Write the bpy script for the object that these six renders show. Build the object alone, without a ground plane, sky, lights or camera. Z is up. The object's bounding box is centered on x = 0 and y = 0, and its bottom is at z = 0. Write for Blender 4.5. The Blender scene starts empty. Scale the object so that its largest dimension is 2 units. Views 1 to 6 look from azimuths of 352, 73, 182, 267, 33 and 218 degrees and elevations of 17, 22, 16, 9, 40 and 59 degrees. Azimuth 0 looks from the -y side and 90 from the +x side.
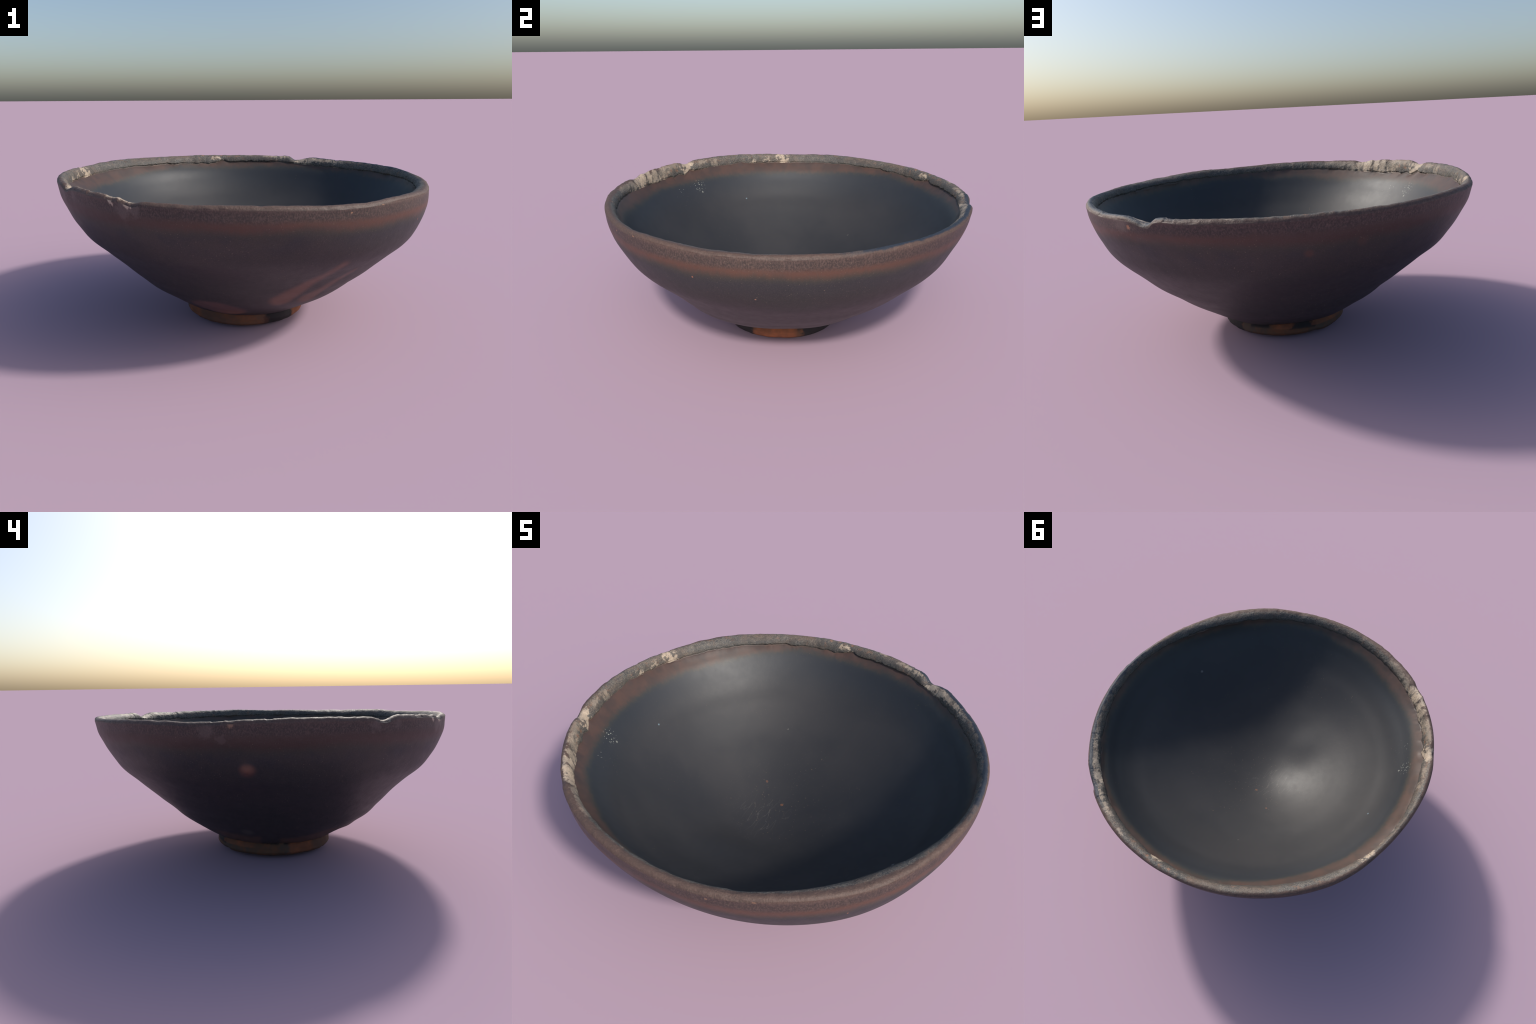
"""Old dark-glazed stoneware tea bowl: hand-thrown, slightly out of round,
with a worn gritty lip, rusty glaze breaks under the rim and a bare foot."""
import bpy, math
import numpy as np

SEED = 11
NT = 1440                                   # facets round the bowl
TH = np.arange(NT) * 2 * math.pi / NT
CT, ST = np.cos(TH), np.sin(TH)
DEG = np.degrees(TH)


# ---------------------------------------------------------------- helpers
def fourier(c):
    """Waviness round the bowl: mean, then cos/sin pairs."""
    out = np.full(NT, c[0])
    for k in range(1, (len(c) - 1) // 2 + 1):
        out = out + c[2 * k - 1] * np.cos(k * TH) + c[2 * k] * np.sin(k * TH)
    return out


def spline(y, x):
    n = len(y) - 1
    t = np.clip(x * n, 0, n - 1e-9)
    i = t.astype(int)
    u = t - i
    q = np.concatenate([[2 * y[0] - y[1]], y, [2 * y[-1] - y[-2]]])
    a, b, c, d = q[i], q[i + 1], q[i + 2], q[i + 3]
    return 0.5 * (2 * b + (c - a) * u + (2 * a - 5 * b + 4 * c - d) * u * u + (3 * b - a - 3 * c + d) * u ** 3)


def dent(az, width, after=None):
    """Bell round bearing az; a second width makes the far flank steeper."""
    d = (DEG - az + 180) % 360 - 180
    w = np.where(d > 0, after or width, width)
    return np.exp(-(d / w) ** 2)


def lattice(ix, iy, iz, seed):
    h = (ix * 374761393 + iy * 668265263 + iz * 2147483647 + seed * 974711) & 0xFFFFFFFF
    h = ((h ^ (h >> 13)) * 1274126177) & 0xFFFFFFFF
    return ((h ^ (h >> 16)) & 0xFFFFFF) / float(0xFFFFFF) * 2 - 1


def noise3(p, scale, seed=0):
    """Smooth value noise, -1..1, on an array of points."""
    q = p * scale
    i = np.floor(q).astype(np.int64)
    f = q - i
    f = f * f * (3 - 2 * f)
    out = 0
    for dx in (0, 1):
        for dy in (0, 1):
            for dz in (0, 1):
                w = (f[..., 0] if dx else 1 - f[..., 0]) * (f[..., 1] if dy else 1 - f[..., 1]) * (f[..., 2] if dz else 1 - f[..., 2])
                out = out + w * lattice(i[..., 0] + dx, i[..., 1] + dy, i[..., 2] + dz, seed)
    return out


def smooth(a, b, x):
    t = np.clip((x - a) / (b - a), 0, 1)
    return t * t * (3 - 2 * t)


# ---------------------------------------------------------------- profile
CIRC = np.stack([CT, ST, 0 * CT], -1)

# lip outline: outermost radius and crest height round the bowl, with chips
LIP_R = fourier([.9961, -.0013, -.0031, -.0040, -.0050, -.0002, .0023, -.0035, -.0006, .0003, .0012, 0, .0018, .0010, -.0001, -.0008, .0014, .0012, -.0003])
LIP_Z = fourier([.7983, -.0222, .0019, .0018, .0027, -.0007, -.0008, .0001, .0014, -.0003, -.0003, -.0001, .0011, 0, .0008, .0011, -.0005, -.0015, -.0003])
CHIPS = [(60.5, 4.0, 1.7, -.0240, -.0040), (207, 3.4, 3.0, -.0160, .002), (235.5, 3.2, 2.4, -.0115, 0), (157, 5.0, 5.0, -.003, -.001), (66, 2.0, 2.6, .003, 0), (229, 2.0, 2.0, -.003, -.001)]
WALL_R, WALL_Z = LIP_R.copy(), LIP_Z.copy()      # the wall below does not follow the chips
for az, wd, wd2, dz, dr in CHIPS:
    LIP_Z = LIP_Z + dz * dent(az, wd, wd2)
    LIP_R = LIP_R + dr * dent(az, wd, wd2)
LIP_Z = LIP_Z + .0014 * noise3(CIRC, 9, 1)
LIP_R = LIP_R + .0014 * noise3(CIRC, 8, 3)
LIP_W, LIP_H = .0200, .0195

# lower edge of the bare, gritty band inside the lip
BAND_R = fourier([.9389, -.0025, -.0040, .0002, .0015, .0025, .0034, .0032, .0016, .0021, .0034, .0030, -.0023])
BAND_Z = fourier([.7538, -.0126, .0051, 0, -.0039, -.0028, .0002, .0029, -.0010, -.0003, -.0028, .0007, .0043])
BAND_SMOOTH_R, BAND_SMOOTH_Z, STEP_SMOOTH = BAND_R, BAND_Z, .006
jag = .0035 * noise3(CIRC, 14, 4) + .0032 * noise3(CIRC, 34, 5) + .0022 * noise3(CIRC, 80, 6)
jag = jag + .016 * dent(92.0, 1.5) - .010 * dent(99, 1.2) + .012 * dent(206, 1.2) - .014 * dent(209.5, 1.5) + .007 * dent(181, 1.6) - .008 * dent(215, 1.0)
BAND_R = BAND_R + .55 * jag
BAND_Z = BAND_Z + .85 * jag

FOOT_R = fourier([.3194, -.0007, -.0004, 0, .0009])
SPRING = fourier([.3576, -.0105, .0085, -.0006, .0029, -.0056, .0028])    # where the wall leaves the foot
FOOT_C = (-.0062, -.0258)
FOOT_Z = fourier([.0931, -.0071, .0042]) + .004 * noise3(CIRC, 3, 22)
WALL_Q = np.array([0, .1779, .3502, .4682, .5739, .6818, .8027, .8822, .9389, .9824, 1.0])

rings, part = [], []                        # list of (NT,3) rings, outside bottom to inside bottom
PARTS = ["foot", "outer_wall", "rim", "inner_wall"]


def add(x, y, z, name):
    rings.append(np.stack([x + 0 * TH, y + 0 * TH, z + 0 * TH], -1))
    part.append(name)


# underside: shallow turned recess inside the foot ring
fx, fy = FOOT_C
for r, z in [(0, .030), (.03, .030), (.06, .0298), (.09, .0294), (.12, .029), (.15, .0282), (.175, .0265), (.190, .023), (.199, .016), (.206, .008), (.213, .003), (.222, .001), (.233, 0)]:
    add(fx + r * CT, fy + r * ST, z, "foot")
# foot ring side: bevelled arris, slightly flared, then the junction
chip_foot = .012 * dent(120, 6) + .006 * dent(204, 8) + .004 * noise3(CIRC, 9, 21)
for t in np.linspace(0, 1, 26):
    k = np.interp(1 - t, [0, .35, .62, .78, .92, 1], [1.0, 1.060, 1.062, 1.02, .89, .79])
    k = k + (np.clip(-CT, 0, 1) * .04 + .03 * dent(255, 30)) * smooth(.55, 1, t)     # the far side runs into the wall in a cove
    k = k + .10 * dent(294, 15) * smooth(.25, 1, t)           # thick glaze run filling the corner
    rr = FOOT_R * k - chip_foot * max(0, 1 - t * 2.2)
    add(fx + rr * CT, fy + rr * ST, FOOT_Z * t, "foot")
# outer wall
for s in np.linspace(0, 1, 90)[1:]:
    w = float(spline(WALL_Q, np.array([s]))[0])
    b1, b2 = math.sin(math.pi * s), math.sin(2 * math.pi * s)
    off = b1 * (.0347 * CT - .0046 * ST) + b2 * (.0102 * CT + .0084 * ST)
    off = off + math.exp(-((s - .22) / .15) ** 2) * fourier([-.0172, -.0064, -.0199, -.0065, .0036])
    off = off + math.exp(-((s - .42) / .24) ** 2) * (.020 * dent(205, 30) + .012 * dent(142, 24) + .009 * dent(180, 18))
    off = off + math.exp(-((s - .14) / .12) ** 2) * (.012 * dent(115, 35) + .009 * dent(250, 26) + .009 * dent(188, 20) + .008 * dent(298, 20)) * smooth(0, .04, s)
    off = off + b1 * (.0066 * np.cos(2 * TH) - .0007 * np.sin(2 * TH) + .0035 * np.cos(3 * TH) - .0037 * np.sin(3 * TH))
    spring = SPRING + .004 * dent(294, 15)
    f_x, f_y = fx + spring * CT, fy + spring * ST
    top = float(smooth(.86, 1.0, s))
    l_r, l_z = WALL_R + (LIP_R - WALL_R) * top, WALL_Z + (LIP_Z - WALL_Z) * top
    x = f_x + (l_r * CT - f_x) * w + off * CT
    y = f_y + (l_r * ST - f_y) * w + off * ST
    add(x, y, FOOT_Z + (l_z - LIP_H - FOOT_Z) * s, "outer_wall")
# lip: rolled over a quarter ellipse, then the band down to its lower edge
for a in np.linspace(0, math.pi / 2, 12)[1:]:
    rr = LIP_R - LIP_W * (1 - math.cos(a))
    add(rr * CT, rr * ST, LIP_Z - LIP_H + LIP_H * math.sin(a), "outer_wall" if a < .3 else "rim")
r0 = LIP_R - LIP_W
for t in np.linspace(0, 1, 26)[1:]:
    rr = r0 + (BAND_R - r0) * (.35 * t + .65 * math.sin(t * math.pi / 2))
    zz = LIP_Z + (BAND_Z - LIP_Z) * (.35 * (.5 * t * t + .5 * t) + .65 * (1 - math.cos(t * math.pi / 2)))
    add(rr * CT, rr * ST, zz, "rim")
# broken step back to the glazed inner wall
STEP = .0040 + .0035 * noise3(CIRC, 4, 7) + .003 * noise3(CIRC, 13, 8)
STEP = np.maximum(STEP - .006 * dent(148, 14) - .005 * dent(285, 50) + .003 * dent(105, 12), .001)
for t in (.33, .66, 1.0):
    add((BAND_R + STEP * t) * CT, (BAND_R + STEP * t) * ST, BAND_Z - .004 * t - .004 * t * t, "rim")
# inner wall down to the floor: the cavity leans, its floor lies off centre
KNOT_R = np.array([0, .15, .30, .45, .60, .72, .80, .86, .90, .925, .946])
KNOT_Z = np.array([.168, .1891, .2394, .3082, .3954, .4882, .5621, .6388, .6987, .7257, .7448])
slope = np.gradient(KNOT_Z, KNOT_R)
slope[0] = 0


def cavity(r):
    i = int(np.clip(np.searchsorted(KNOT_R, r) - 1, 0, len(KNOT_R) - 2))
    h = KNOT_R[i + 1] - KNOT_R[i]
    t = (r - KNOT_R[i]) / h
    return ((2 * t ** 3 - 3 * t * t + 1) * KNOT_Z[i] + (t ** 3 - 2 * t * t + t) * h * slope[i]
            + (3 * t * t - 2 * t ** 3) * KNOT_Z[i + 1] + (t ** 3 - t * t) * h * slope[i + 1])


for u in np.linspace(1, 0, 80)[1:]:
    k = 1 - (1 - u) ** 1.35
    r = .946 * k
    cx = -.0081 * (1 - k * k) + .0419 * 2 * k * k * (1 - k ** 4)
    cy = -.0484 * (1 - k * k) - .0023 * 2 * k * k * (1 - k ** 4)
    x, y = cx + r * CT, cy + r * ST
    z = cavity(r) - .0117 * x + .0100 * y
    out = (.004 + .010 * dent(325, 28)) * math.exp(-((k - .94) / .045) ** 2)
    out = out * float(smooth(1.0, .985, k))
    x, y = x + out * CT, y + out * ST
    z = z + .012 * np.exp(-((x + .08) ** 2 + (y + .37) ** 2) / .12 ** 2)
    w = float(smooth(.86, 1.0, k))          # run into the broken edge of the band
    near = float(smooth(.965, 1.0, k))
    b_r = BAND_SMOOTH_R + near * (BAND_R - BAND_SMOOTH_R)
    b_z = BAND_SMOOTH_Z + near * (BAND_Z - BAND_SMOOTH_Z)
    ex, ey, ez = (b_r + STEP_SMOOTH + near * (STEP - STEP_SMOOTH)) * CT, (b_r + STEP_SMOOTH + near * (STEP - STEP_SMOOTH)) * ST, b_z - .008
    ox, oy = r * CT, r * ST
    oz = cavity(.946) - .0117 * .946 * CT + .0100 * .946 * ST
    add(x + w * (ex - .946 * CT), y + w * (ey - .946 * ST), z + w * (ez - oz), "inner_wall")

G = np.array(rings)                         # (rings, NT, 3)
NRING = len(rings)

# ---------------------------------------------------------------- relief
tang = np.roll(G, -1, 1) - np.roll(G, 1, 1)
prof = np.gradient(G, axis=0)
N = np.cross(tang, prof)
N /= np.linalg.norm(N, axis=-1, keepdims=True) + 1e-12
pid = np.array([PARTS.index(p) for p in part])
is_foot, is_out, is_rim, is_in = [(pid == k)[:, None].astype(float) for k in range(4)]
rad = np.hypot(G[..., 0], G[..., 1])

disp = np.zeros(G.shape[:2])
squash = G * np.array([1, 1, 2.2])
disp += (is_out + .45 * is_in) * (.0018 * noise3(squash, 4, 31) + .0003 * noise3(squash, 14, 32))
disp += is_out * .0007 * np.sin(G[..., 2] * 62 + 1.2 * noise3(G, 2.0, 33)) * smooth(.12, .3, G[..., 2]) * smooth(.8, .7, G[..., 2])
fade_rim = is_rim
disp += fade_rim * (.0020 * noise3(G, 18, 41) + .0009 * noise3(G, 50, 42) + .0006 * noise3(G, 120, 43))
for az, wd, dep in ((207.5, 2.0, .003), (228.6, 1.6, .002), (233, 1.6, .0025), (163, 1.5, .0035), (56.5, 2.5, .002), (67, 1.6, .003), (221, 2.0, .003), (176, 1.0, .003), (41, 1.2, .003)):
    # flakes lost from the lip, with a stepped floor
    m = np.clip(1.6 * dent(az, wd)[None] + .5 * noise3(G, 34, 44) - .35, 0, 1)
    disp -= is_rim * dep * smooth(.25, .5, m)
disp += is_rim * .0016 * np.clip(noise3(G, 34, 46), -.2, 1)
low = G[..., 2] > .004
disp += is_foot * low * (.0022 * noise3(G, 14, 51) + .0012 * noise3(G, 40, 52))


def bump(c, rx, rz, h, az=None):
    """Soft swelling centred on c, rx across and rz up the wall."""
    global disp
    c = np.array(c)
    a = math.atan2(c[1], c[0])
    d = G - c
    t = -math.sin(a) * d[..., 0] + math.cos(a) * d[..., 1]
    n = math.cos(a) * d[..., 0] + math.sin(a) * d[..., 1]
    v = np.hypot(d[..., 2], n) * np.sign(d[..., 2] + .5 * n)
    q = (t / rx) ** 2 + (v / rz) ** 2
    disp += h * np.exp(-q) * (np.abs(n) < 6 * rz + .1)


bump((-.893, .161, .594), .027, .030, .016)          # glaze blister on the wall
bump((-.17, -.45, .165), .10, .050, .011)          # roll of glaze above the foot
bump((-.081, .937, .785), .010, .008, .006)          # bead on the lip
bump((.50, .82, .765), .020, .012, .004)
G = G + N * disp[..., None]
# settle into the frame
G[..., 2] -= G[..., 2].min()
ext = G.reshape(-1, 3)
G *= 1.0008

# ---------------------------------------------------------------- mesh
# vertex normals of the whole body, so the parts join without a seam
tang = np.roll(G, -1, 1) - np.roll(G, 1, 1)
prof = np.gradient(G, axis=0)
N = np.cross(tang, prof)
N /= np.linalg.norm(N, axis=-1, keepdims=True) + 1e-12
N[0] = (0, 0, -1)
N[-1] = (0, 0, 1)


def strip(name, lo, hi):
    """Mesh of rings lo..hi of the body, closed at the axis where it reaches it."""
    sub, nor = G[lo:hi + 1], N[lo:hi + 1]
    n = hi - lo + 1
    verts = sub.reshape(-1, 3)
    vn = nor.reshape(-1, 3)
    j = np.arange(NT)
    k = (j + 1) % NT
    faces = []
    first, last = 0, n - 1
    if lo == 0:
        first = 1
    if hi == NRING - 1:
        last = n - 2
    for r in range(first, last):
        faces.append(np.stack([r * NT + j, r * NT + k, (r + 1) * NT + k, (r + 1) * NT + j], -1))
    faces = np.concatenate(faces).tolist()
    verts, vn = verts.tolist(), vn.tolist()
    if lo == 0:
        c = len(verts)
        verts.append(sub[0].mean(0).tolist()); vn.append([0, 0, -1])
        faces += [[c, NT + int(b), NT + int(a)] for a, b in zip(j, k)]
        faces = [[x for x in f] for f in faces]
    if hi == NRING - 1:
        c = len(verts)
        verts.append(sub[-1].mean(0).tolist()); vn.append([0, 0, 1])
        faces += [[last * NT + int(a), last * NT + int(b), c] for a, b in zip(j, k)]
    used = sorted({i for f in faces for i in f})
    remap = {o: i for i, o in enumerate(used)}
    me = bpy.data.meshes.new(name)
    me.from_pydata([verts[i] for i in used], [], [[remap[i] for i in f] for f in faces])
    me.polygons.foreach_set("use_smooth", [True] * len(me.polygons))
    me.normals_split_custom_set_from_vertices([vn[i] for i in used])
    me.update()
    ob = bpy.data.objects.new(name, me)
    bpy.context.scene.collection.objects.link(ob)
    return ob


cuts = [0] + [i for i in range(1, NRING) if part[i] != part[i - 1]] + [NRING]
bowl = bpy.data.objects.new("tea_bowl", None)
bpy.context.scene.collection.objects.link(bowl)
bowl["label"] = "worn dark brown-black glazed stoneware tea bowl with chipped rim"
bowl["category"] = "bowl"
objs = {}
for a, b in zip(cuts[:-1], cuts[1:]):
    lo = max(a - 1, 0)
    ob = strip(part[a], lo, b - 1)
    ob.parent = bowl
    objs[part[a]] = ob


# ---------------------------------------------------------------- materials
def lin(r, g, b):
    """Colour given as 0-255 screen values."""
    f = lambda c: c / 12.92 if c <= .04045 else ((c + .055) / 1.055) ** 2.4
    return (f(r / 255), f(g / 255), f(b / 255), 1)


class Tree:
    def __init__(self, name):
        self.mat = bpy.data.materials.new(name)
        self.mat.use_nodes = True
        self.t = self.mat.node_tree
        self.t.nodes.clear()
        self.out = self.t.nodes.new("ShaderNodeOutputMaterial")
        self.bsdf = self.t.nodes.new("ShaderNodeBsdfPrincipled")
        self.t.links.new(self.bsdf.outputs[0], self.out.inputs[0])
        self.P = self.t.nodes.new("ShaderNodeTexCoord").outputs["Object"]
        sep = self.t.nodes.new("ShaderNodeSeparateXYZ")
        self.link(self.P, sep.inputs[0])
        self.x, self.y, self.z = sep.outputs

    def link(self, a, b):
        self.t.links.new(a, b)

    def put(self, v, sock):
        if isinstance(v, bpy.types.NodeSocket):
            self.link(v, sock)
        else:
            sock.default_value = v

    def m(self, op, a, b=0.0, c=0.0, clamp=False):
        n = self.t.nodes.new("ShaderNodeMath")
        n.operation, n.use_clamp = op, clamp
        for v, s in zip((a, b, c), n.inputs):
            self.put(v, s)
        return n.outputs[0]

    def add(self, a, b): return self.m("ADD", a, b)
    def sub(self, a, b): return self.m("SUBTRACT", a, b)
    def mul(self, a, b): return self.m("MULTIPLY", a, b)
    def mx(self, a, b): return self.m("MAXIMUM", a, b)

    def step(self, a, b, x):
        """0 at a, 1 at b, smooth; a may exceed b."""
        n = self.t.nodes.new("ShaderNodeMapRange")
        n.interpolation_type = "SMOOTHSTEP"
        lo, hi, v0, v1 = (a, b, 0, 1) if a < b else (b, a, 1, 0)
        self.put(x, n.inputs[0])
        n.inputs[1].default_value, n.inputs[2].default_value = lo, hi
        n.inputs[3].default_value, n.inputs[4].default_value = v0, v1
        return n.outputs[0]

    def vscale(self, s, loc=(0, 0, 0), vec=None):
        n = self.t.nodes.new("ShaderNodeMapping")
        self.link(vec or self.P, n.inputs[0])
        n.inputs["Scale"].default_value = s if isinstance(s, tuple) else (s, s, s)
        n.inputs["Location"].default_value = loc
        return n.outputs[0]

    def noise(self, scale, detail=3, rough=.55, vec=None, off=0.0, stretch=(1, 1, 1)):
        n = self.t.nodes.new("ShaderNodeTexNoise")
        self.link(self.vscale(stretch, (off, off * .7, off * 1.3), vec), n.inputs["Vector"])
        n.inputs["Scale"].default_value, n.inputs["Detail"].default_value, n.inputs["Roughness"].default_value = scale, detail, rough
        return n.outputs["Fac"]

    def voronoi(self, scale, off=0.0, stretch=(1, 1, 1), vec=None):
        n = self.t.nodes.new("ShaderNodeTexVoronoi")
        self.link(self.vscale(stretch, (off, off * .7, off * 1.3), vec), n.inputs["Vector"])
        n.inputs["Scale"].default_value = scale
        return n.outputs["Distance"], n.outputs["Color"]

    def warped(self, scale, amp):
        """Position pushed about by noise, to break up regular scatter."""
        n = self.t.nodes.new("ShaderNodeTexNoise")
        self.link(self.P, n.inputs["Vector"])
        n.inputs["Scale"].default_value = scale
        k = self.t.nodes.new("ShaderNodeVectorMath")
        k.operation = "MULTIPLY_ADD"
        self.link(n.outputs["Color"], k.inputs[0])
        k.inputs[1].default_value = (amp, amp, amp)
        self.link(self.P, k.inputs[2])
        return k.outputs[0]

    def mix(self, fac, a, b):
        n = self.t.nodes.new("ShaderNodeMix")
        n.data_type = "RGBA"
        self.put(fac, n.inputs[0])
        self.put(a, n.inputs[6])
        self.put(b, n.inputs[7])
        return n.outputs[2]

    def centred(self, n, amp):
        """noise around zero, amplitude about amp"""
        return self.mul(self.sub(n, .5), 2 * amp)

    def near(self, c, r0, r1, warp=None, squash=(1, 1, 1)):
        """1 inside r0 of point c, 0 beyond r1; warp roughens the edge."""
        n = self.t.nodes.new("ShaderNodeVectorMath")
        n.operation = "SUBTRACT"
        self.link(self.P, n.inputs[0])
        n.inputs[1].default_value = c
        k = self.t.nodes.new("ShaderNodeVectorMath")
        k.operation = "MULTIPLY"
        self.link(n.outputs[0], k.inputs[0])
        k.inputs[1].default_value = squash
        l = self.t.nodes.new("ShaderNodeVectorMath")
        l.operation = "LENGTH"
        self.link(k.outputs[0], l.inputs[0])
        d = l.outputs["Value"]
        if warp is not None:
            d = self.add(d, warp)
        return self.step(r1, r0, d)

    def streak(self, a, b, r, warp):
        """1 along the segment a-b, tapering from r to half of it."""
        a, b = np.array(a), np.array(b)
        d = b - a

        def vec(op, u, v):
            n = self.t.nodes.new("ShaderNodeVectorMath")
            n.operation = op
            for x, sock in zip((u, v), n.inputs):
                if isinstance(x, bpy.types.NodeSocket):
                    self.link(x, sock)
                else:
                    sock.default_value = tuple(x)
            return n
        q = vec("SUBTRACT", self.P, a).outputs[0]
        f = self.m("MULTIPLY", vec("DOT_PRODUCT", q, d / (d @ d)).outputs["Value"], 1.0, clamp=True)
        sc = self.t.nodes.new("ShaderNodeVectorMath")
        sc.operation = "SCALE"
        sc.inputs[0].default_value = tuple(d)
        self.link(f, sc.inputs["Scale"])
        dist = vec("LENGTH", vec("SUBTRACT", q, sc.outputs[0]).outputs[0], (0, 0, 0)).outputs["Value"]
        k = self.add(dist, self.add(warp, self.mul(f, r * .55)))
        return self.step(r * 1.35, r * .45, k)

    def bearing(self, az, half, soft, warp=None):
        """1 within half degrees of bearing az about the axis."""
        a = math.radians(az)
        dot = self.add(self.mul(self.x, math.cos(a)), self.mul(self.y, math.sin(a)))
        r = self.m("SQRT", self.add(self.mul(self.x, self.x), self.mul(self.y, self.y)))
        c = self.m("DIVIDE", dot, r)
        ang = self.mul(self.m("ARCCOSINE", c), 180 / math.pi)
        if warp is not None:
            ang = self.add(ang, warp)
        return self.step(half + soft, half, ang)

    def radius(self):
        return self.m("SQRT", self.add(self.mul(self.x, self.x), self.mul(self.y, self.y)))

    def bump(self, height, strength, dist, normal=None):
        n = self.t.nodes.new("ShaderNodeBump")
        n.inputs["Strength"].default_value, n.inputs["Distance"].default_value = strength, dist
        self.put(height, n.inputs["Height"])
        if normal is not None:
            self.link(normal, n.inputs["Normal"])
        return n.outputs[0]

    def done(self, colour, rough, normal=None, spec=.5):
        self.put(colour, self.bsdf.inputs["Base Color"])
        self.put(rough, self.bsdf.inputs["Roughness"])
        self.bsdf.inputs["Specular IOR Level"].default_value = spec
        if normal is not None:
            self.link(normal, self.bsdf.inputs["Normal"])
        return self.mat


def polar(az, r, z):
    return (r * math.cos(math.radians(az)), r * math.sin(math.radians(az)), z)


# screen colours of the glaze in full light
CHARCOAL = lin(44, 43, 43)
RUST = lin(89, 61, 50)
OLIVE = lin(60, 58, 50)
SLATE = lin(47, 48, 51)
PURPLE = lin(46, 42, 43)
GRIT = lin(90, 87, 83)
INK = lin(54, 56, 60)
PALE = lin(178, 160, 140)
FLECK = lin(158, 112, 84)
BARE = lin(102, 67, 47)


def lip_depth(t):
    """Depth below the lip crest, following the lean of the rim."""
    plane = t.add(.800, t.add(t.mul(t.x, -.0224), t.mul(t.y, .0025)))
    return t.sub(plane, t.z)


def brown_lip(t, h):
    grain = t.noise(150, 3, .65, off=21, stretch=(1, 1, .7))
    col = t.mix(t.step(.40, .68, grain), lin(57, 48, 45), lin(87, 71, 65))
    worn = t.mul(t.step(.034, .002, t.add(h, t.centred(t.noise(30, 4, .6, off=22), .014))), .6)
    return t.mix(worn, col, lin(98, 78, 69))


def fibres(t, scale, off=0.0):
    """Noise drawn out down the wall: hare's-fur streaks."""
    return t.noise(scale, 4, .6, off=off, stretch=(1, 1, .18))


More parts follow.
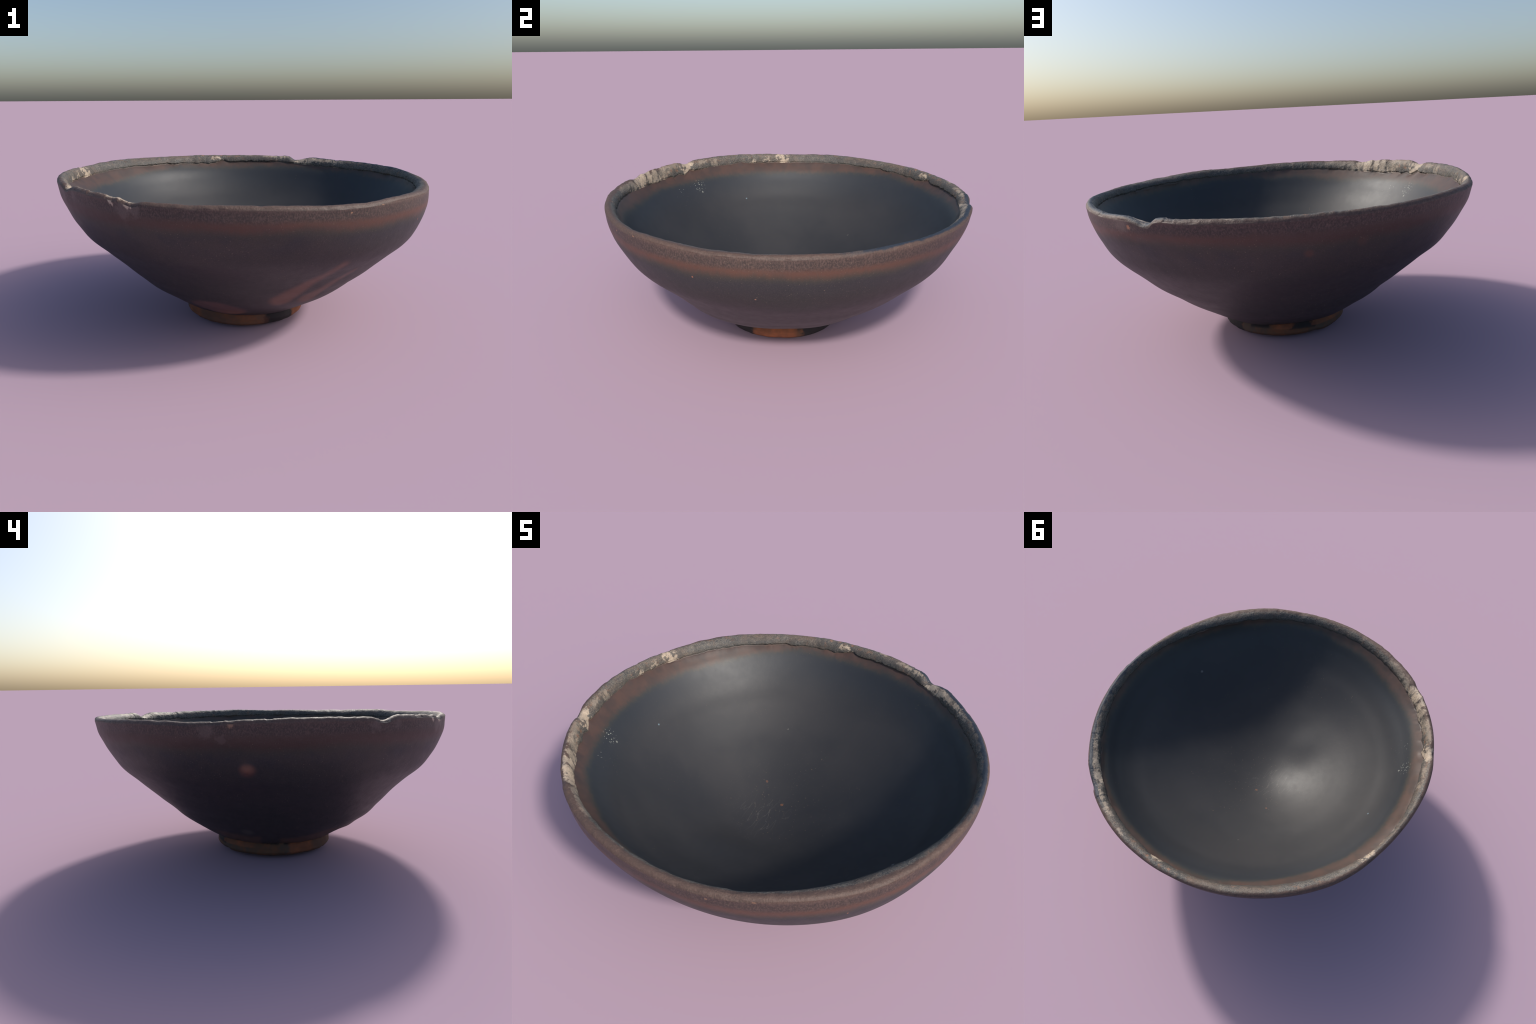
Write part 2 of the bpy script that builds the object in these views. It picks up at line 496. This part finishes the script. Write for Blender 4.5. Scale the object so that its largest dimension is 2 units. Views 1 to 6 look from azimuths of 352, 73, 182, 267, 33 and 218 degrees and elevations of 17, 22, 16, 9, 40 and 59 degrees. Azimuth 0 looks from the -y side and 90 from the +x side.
def glaze_outside():
    t = Tree("outer_glaze")
    h = lip_depth(t)
    big = t.noise(3.0, 3, .55, off=3)
    fur = fibres(t, 46, 1)
    fine = t.noise(190, 3, .65, off=5)
    hw = t.add(h, t.add(t.centred(big, .035), t.centred(fur, .014)))
    # belt broader, rust darkened for shade away from the sun; front mottled below
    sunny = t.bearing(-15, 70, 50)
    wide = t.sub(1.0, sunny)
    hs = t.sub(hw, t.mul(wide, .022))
    body = t.mix(t.step(.35, .65, t.noise(2.2, 4, .6, off=9, stretch=(1, 1, 2))), CHARCOAL, PURPLE)
    body = t.mix(t.mul(t.step(.52, .62, h), .7), body, lin(52, 46, 48))
    col = t.mix(t.mul(t.step(.24, .14, hs), .8), body, SLATE)
    # mottled tan-olive patches under the belt at the front and left
    away = t.sub(1.0, t.bearing(-15, 38, 45))
    mott = t.mul(t.mul(t.step(.33, .12, hw), t.step(.30, .62, t.noise(7, 5, .65, off=14))), away)
    col = t.mix(t.mul(mott, .75), col, lin(61, 54, 48))
    col = t.mix(t.mul(t.step(.146, .098, hs), .8), col, OLIVE)
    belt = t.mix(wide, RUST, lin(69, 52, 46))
    belt = t.mix(t.mul(t.step(.4, .7, t.noise(5, 4, .6, off=40, stretch=(1, 1, 3))), .5), belt, lin(76, 60, 55))
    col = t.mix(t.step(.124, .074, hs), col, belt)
    grain = t.noise(120, 3, .7, off=21)
    umber = brown_lip(t, h)
    col = t.mix(t.step(.082, .050, t.add(h, t.add(t.centred(big, .012), t.centred(fur, .008)))), col, umber)
    col = t.mix(t.mul(t.mul(t.step(.52, .66, fur), t.step(.16, .06, h)), .25), col, lin(80, 64, 56))
    low = t.step(.185, .145, t.add(t.z, t.add(t.centred(t.noise(5, 4, .6, off=80), .05), t.mul(t.m("ABSOLUTE", t.add(t.y, -.03)), -.06))))
    low = t.mul(low, t.mul(t.bearing(182, 40, 12), t.sub(1.0, t.bearing(177, 5, 4, t.centred(t.noise(20, 4, .6, off=81), 4)))))
    col = t.mix(t.mul(low, .9), col, lin(88, 64, 53))
    # reddish scorches low on one side
    w = t.centred(t.noise(7, 3, .5, off=30), .022)
    red = lin(98, 69, 59)
    for a, b, r, s in (((.088, -.641, .281), (.327, -.828, .496), .058, 1.0), ((.22, -.60, .27), (.42, -.70, .425), .050, .85)):
        m = t.streak(a, b, r, w)
        col = t.mix(t.mul(m, s), col, red)
    roll = t.near((-.20, -.48, .19), .105, .140, t.centred(big, .02), (.9, 1, 1))
    col = t.mix(t.mul(roll, .9), col, t.mix(t.near((-.12, -.45, .16), .03, .12), lin(88, 64, 60), lin(104, 70, 57)))
    blister = t.near((-.893, .161, .592), .020, .052, t.centred(fine, .008))
    col = t.mix(blister, col, t.mix(t.near((-.905, .163, .615), .01, .06), lin(76, 57, 52), lin(112, 76, 61)))
    col = t.mix(t.mul(t.near((-.905, .163, .612), .003, .009), .5), col, lin(72, 48, 42))
    for p, r, c, s in (((-.147, .927, .643), .018, lin(92, 62, 50), .5), ((-.356, .89, .675), .022, lin(88, 60, 50), .35), ((.58, .799, .746), .009, lin(170, 120, 88), .9),
                       ((.31, -.953, .753), .005, lin(170, 130, 100), .9), ((.468, -.889, .776), .008, lin(160, 120, 92), .9), ((.727, -.674, .651), .004, lin(170, 110, 80), .9), ((.845, -.434, .564), .004, lin(160, 120, 96), .8),
                       ((-.479, .149, .205), .030, lin(92, 84, 78), .55), ((-.552, -.104, .249), .010, lin(130, 110, 80), .6), ((-.966, .232, .800), .012, lin(150, 116, 92), .8)):
        col = t.mix(t.mul(t.near(p, r * .5, r * 1.5, t.centred(fine, r)), s), col, c)
    # chalky scuffs under the chips of the lip
    rag = t.centred(t.noise(40, 5, .7, off=50), .05)
    for p, r, s in (((-.935, .335, .775), .035, .35), ((-.945, .275, .740), .02, .25), ((-.905, -.403, .787), .030, .4), ((-.845, -.52, .79), .022, .25), ((-.60, -.80, .772), .045, .45), ((-.555, -.835, .772), .03, .4), ((.62, .77, .775), .05, .5)):
        col = t.mix(t.mul(t.near(p, r * .4, r * 1.4, rag), s), col, lin(112, 98, 92))
    for p, r in (((-.585, -.812, .792), .018), ((-.565, -.828, .780), .010), ((-.66, -.752, .80), .016), ((-.648, -.762, .785), .008)):
        col = t.mix(t.near(p, r * .7, r * 1.2, t.mul(rag, .5)), col, PALE)
    # flecks and scratches
    d, _ = t.voronoi(64, 2, (1, 1, 1.3), t.warped(9, .05))
    size = t.noise(31, 2, .5, off=61)
    dust = t.mul(t.step(.05, -.03, t.sub(d, t.mul(size, .20))), t.step(.40, .60, t.noise(6, 3, .6, off=60)))
    col = t.mix(t.mul(dust, .40), col, lin(138, 124, 102))
    d2, _ = t.voronoi(95, 7, (1, 1, .5))
    sp = t.near((-.20, .60, .30), .08, .30)
    col = t.mix(t.mul(t.mul(t.step(.18, .06, d2), sp), .6), col, lin(160, 150, 130))
    col = t.mix(t.mul(t.step(.4, .75, fine), .22), col, lin(92, 82, 80))
    rough = t.add(.50, t.centred(t.noise(24, 4, .6, off=70), .10))
    n = t.bump(fine, .10, .004)
    n = t.bump(t.noise(60, 3, .6, off=71), .10, .006, n)
    return t.done(col, rough, n, .42)


def glaze_inside():
    t = Tree("inner_glaze")
    plane = t.add(.7538, t.add(t.mul(t.x, -.0126), t.mul(t.y, .0051)))
    h = t.sub(plane, t.z)
    fur = fibres(t, 52, 4)
    fine = t.noise(210, 3, .65, off=6)
    big = t.noise(4, 3, .5, off=12)
    hw = t.add(h, t.add(t.centred(fur, .014), t.add(t.centred(big, .03), t.centred(t.noise(30, 4, .6, off=19), .012))))
    col = t.mix(t.step(.35, .65, t.noise(2.5, 4, .55, off=16)), lin(44, 44, 46), lin(50, 49, 50))
    col = t.mix(t.mul(t.step(.24, .08, hw), .7), col, lin(39, 43, 49))
    reach = t.mul(t.bearing(200, 40, 50), -.030)
    hw = t.add(hw, reach)
    col = t.mix(t.mul(t.step(.060, .030, hw), .75), col, lin(54, 53, 48))
    rust = t.mix(t.step(.3, .7, t.noise(14, 4, .6, off=18, stretch=(1, 1, .5))), lin(62, 50, 46), lin(77, 57, 49))
    col = t.mix(t.step(.047, .015, hw), col, rust)
    # white chips of lime and stray specks, as they lie
    for p, r, c in (((-.757, -.354, .625), .007, lin(160, 160, 148)), ((-.221, .505, .388), .007, lin(140, 140, 125)), ((-.756, -.042, .552), .006, lin(120, 140, 148)), ((.752, -.261, .516), .009, lin(120, 116, 112)),
                    ((-.014, .094, .188), .009, lin(120, 82, 58)), ((-.167, .178, .230), .009, lin(112, 78, 60)), ((.06, .30, .25), .008, lin(90, 76, 60))):
        col = t.mix(t.mul(t.near(p, r * .4, r * 1.2, t.centred(fine, r * 1.2)), .75), col, c)
    d, _ = t.voronoi(80, 3)
    patch = t.near((-.785, -.37, .66), .02, .055)
    col = t.mix(t.mul(t.step(.30, .18, d), patch), col, lin(140, 142, 132))
    patch2 = t.near((-.72, -.50, .63), .03, .10)
    d3, _ = t.voronoi(46, 13)
    col = t.mix(t.mul(t.mul(t.step(.12, .06, d3), patch2), .8), col, lin(170, 172, 160))
    # scatter of pinholes, thickest on the floor
    d1, c1 = t.voronoi(62, 5, (1, 1, 1), t.warped(11, .04))
    pick = t.t.nodes.new("ShaderNodeSeparateColor")
    t.link(c1, pick.inputs[0])
    where = t.mx(t.mul(t.near((.05, .05, .19), .1, .5), .8), t.step(.55, .75, t.noise(5, 3, .6, off=24)))
    pits = t.mul(t.step(.0, -.09, t.sub(d1, t.mul(pick.outputs[0], .24))), where)
    col = t.mix(t.mul(pits, .5), col, lin(118, 102, 80))
    d2, _ = t.voronoi(170, 8)
    col = t.mix(t.mul(t.step(.22, .08, d2), .14), col, lin(130, 118, 100))
    # fine knife scratches on the floor
    s = t.noise(26, 2, .5, off=28, stretch=(1, .12, 1))
    line = t.mul(t.step(.012, .003, t.m("ABSOLUTE", t.sub(s, .5))), t.near((-.05, -.05, .19), .05, .22))
    col = t.mix(t.mul(line, .2), col, lin(120, 116, 108))
    rough = t.add(.50, t.centred(t.noise(20, 4, .6, off=33), .05))
    n = t.bump(fine, .05, .003)
    n = t.bump(t.noise(40, 3, .6, off=36), .06, .005, n)
    return t.done(col, rough, n, .5)


def worn_lip():
    t = Tree("worn_lip")
    rad_ = t.radius()
    r2 = t.mul(rad_, rad_)
    c2 = t.m("DIVIDE", t.sub(t.mul(t.x, t.x), t.mul(t.y, t.y)), r2)
    s2 = t.m("DIVIDE", t.mul(t.mul(t.x, t.y), 2.0), r2)
    edge = t.add(.9969, t.add(t.mul(c2, -.0042), t.mul(s2, -.0058)))
    d = t.sub(edge, rad_)                       # distance in from the outline
    h = lip_depth(t)
    big = t.noise(8, 4, .6, off=2)
    fine = t.noise(210, 3, .7, off=4)
    grit = t.noise(110, 3, .6, off=8)
    rag = t.noise(24, 6, .72, off=10)
    speck = t.noise(420, 2, .6, off=6)
    col = t.mix(t.step(.36, .62, rag), INK, GRIT)
    col = t.mix(t.mul(t.step(.46, .60, grit), .45), col, lin(104, 96, 88))
    col = t.mix(t.mul(t.step(.50, .68, big), .35), col, lin(106, 88, 76))
    col = t.mix(t.mul(t.step(.54, .62, fine), .6), col, lin(138, 128, 114))
    col = t.mix(t.mul(t.step(.47, .38, fine), .7), col, lin(44, 45, 48))
    col = t.mix(t.mul(t.step(.58, .66, speck), .5), col, lin(160, 148, 130))
    col = t.mix(t.mul(t.step(.56, .64, t.noise(24, 5, .7, off=13)), .55), col, lin(122, 92, 74))
    col = t.mix(t.mul(t.step(.48, .64, t.noise(5, 5, .65, off=27, stretch=(1, 1, 3))), .5), col, t.mix(grit, lin(84, 68, 58), lin(122, 104, 90)))
    # dark ragged strip along the lower edge of the band
    col = t.mix(t.mul(t.step(.042, .062, t.add(d, t.centred(rag, .06))), .55), col, lin(50, 49, 49))
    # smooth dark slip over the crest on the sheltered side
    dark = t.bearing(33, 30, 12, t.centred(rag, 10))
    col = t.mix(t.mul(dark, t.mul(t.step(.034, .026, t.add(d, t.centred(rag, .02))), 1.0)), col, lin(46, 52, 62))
    # brown glaze turned over the crest
    umber = brown_lip(t, h)
    front = t.bearing(-70, 62, 30)
    lim = t.add(t.mul(front, .015), .0175)
    cover = t.step(.006, -.006, t.sub(t.add(d, t.centred(rag, .016)), lim))
    cover = t.mul(cover, t.sub(1.0, t.mul(dark, t.step(.004, .012, t.add(d, t.centred(rag, .01))))))
    col = t.mix(cover, col, umber)
    # chips broken to the pale body: bearing, half width, and how far across the band
    pr = t.centred(rag, 9)
    across = t.m("DIVIDE", t.sub(d, .002), .056)
    wob = t.centred(t.noise(38, 5, .7, off=17), .45)
    for az, half, lo, hi, s in ((57.0, 2.0, .25, 1.1, 1), (53.5, 2.0, .45, 1.0, .85), (49.5, 2.0, .5, .9, .6), (66.5, 1.6, .45, .85, .9), (69.5, 1.8, .4, .8, .8), (73, 1.6, .45, .8, .5), (44.5, 1.3, .45, .8, .75), (40.5, 1.2, .5, .85, .7), (37, 1.0, .5, .8, .5),
                                (95.2, .7, .72, 1.0, 1), (81, 1.1, .3, .6, .7), (163, 1.5, .22, .75, 1), (161, 1.0, .5, .95, .8), (169, .8, .7, 1.0, .75), (175.5, .9, .75, 1.1, .75),
                                (207.2, 1.7, .05, 1.2, 1), (209.6, .7, .5, 1.3, .8), (214, 2.5, .2, .7, .4), (220, 2.2, .25, .75, .6), (224.5, 2.0, .2, .8, .75), (228.6, 1.8, .08, .95, 1), (232.8, 2.0, .05, 1.0, 1), (236, 1.2, .3, 1.0, .8),
                                (240, 2.5, .35, .8, .5), (246, 3.5, .4, .75, .4), (199.5, 1.6, .45, .85, .5), (194, 1.2, .5, .9, .4), (153, 2, .3, .6, .2)):
        m = t.bearing(az, half * .55, half * .9, pr)
        aw = t.add(across, t.add(wob, t.centred(fine, .12)))
        m = t.mul(m, t.mul(t.step(lo - .08, lo + .08, aw), t.step(hi + .08, hi - .08, aw)))
        tone = t.mix(t.step(.35, .65, big), PALE, lin(162, 148, 132))
        tone = t.mix(t.mul(t.step(.48, .62, grit), .45), tone, lin(128, 116, 104))
        col = t.mix(t.mul(m, .95 * s), col, tone)
    pr = t.centred(rag, .030)
    # seams between the chips
    for az, r, z, s in ((233.3, .97, .80, .006), (230.4, .975, .80, .005), (62, .96, .765, .014)):
        col = t.mix(t.mul(t.near(polar(az, r, z), s * .6, s * 1.5, t.mul(pr, .3)), .8), col, lin(60, 60, 64))
    for az, r, z, s in ((93, .968, .80, .009), (98, .972, .80, .007), (101, .97, .80, .008), (104, .972, .80, .006), (121, .96, .79, .006), (213, .945, .78, .009), (216, .95, .785, .008), (186, .955, .79, .006)):
        col = t.mix(t.mul(t.near(polar(az, r, z), s * .3, s * 1.6, pr), .55), col, lin(150, 106, 80))
    rough = t.add(.58, t.centred(rag, .12))
    hgt = t.add(t.mul(grit, .7), t.mul(fine, .3))
    n = t.bump(hgt, .45, .006)
    n = t.bump(rag, .25, .010, n)
    return t.done(col, rough, n, .4)


def bare_foot():
    t = Tree("bare_foot")
    big = t.noise(6, 4, .6, off=1)
    rag = t.noise(18, 5, .65, off=3)
    fine = t.noise(160, 4, .7, off=5)
    w = t.centred(rag, 9)
    col = t.mix(t.step(.35, .65, rag), lin(84, 64, 50), BARE)
    col = t.mix(t.mul(t.step(.50, .62, big), .8), col, lin(72, 64, 58))
    col = t.mix(t.mul(t.step(.030, .006, t.add(t.z, t.centred(rag, .02))), .75), col, lin(70, 66, 62))
    # ragged glaze edge coming down over the top of the foot
    line = t.add(t.add(t.mul(t.x, -.035), .082), t.add(t.centred(rag, .012), t.centred(big, .03)))
    col = t.mix(t.mul(t.step(-.004, .006, t.sub(t.z, line)), .7), col, lin(50, 42, 40))
    # runs of black glaze over the foot, and the clay left bare between them
    for az, half, z0 in ((-67, 13, .0), (22, 24, .006), (109, 12, .050), (68, 9, .062), (177, 4, .080), (196, 5, .084)):
        col = t.mix(t.mul(t.bearing(az, half, 4, w), t.step(z0, z0 + .016, t.add(t.z, t.centred(big, .02)))), col, lin(38, 35, 37))
    hot = t.mix(t.step(.35, .7, rag), lin(112, 70, 49), lin(136, 82, 54))
    for az, half, z0, z1, k in ((-30, 18, .018, .1, 1), (91, 8, .058, .10, .7), (134, 12, .062, .12, .6), (206, 10, .03, .12, .8), (-122, 40, .012, .2, .3), (150, 8, .06, .12, .5)):
        hz = t.add(t.z, t.centred(big, .014))
        m = t.mul(t.bearing(az, half, 4, w), t.mul(t.step(z0, z0 + .008, hz), t.step(z1, z1 - .01, hz)))
        col = t.mix(t.mul(m, k), col, hot)
    rough = t.add(.78, t.centred(big, .1))
    n = t.bump(fine, .25, .004)
    n = t.bump(rag, .25, .010, n)
    return t.done(col, rough, n, .3)


for name, mat in (("outer_wall", glaze_outside()), ("inner_wall", glaze_inside()), ("rim", worn_lip()), ("foot", bare_foot())):
    objs[name].data.materials.append(mat)
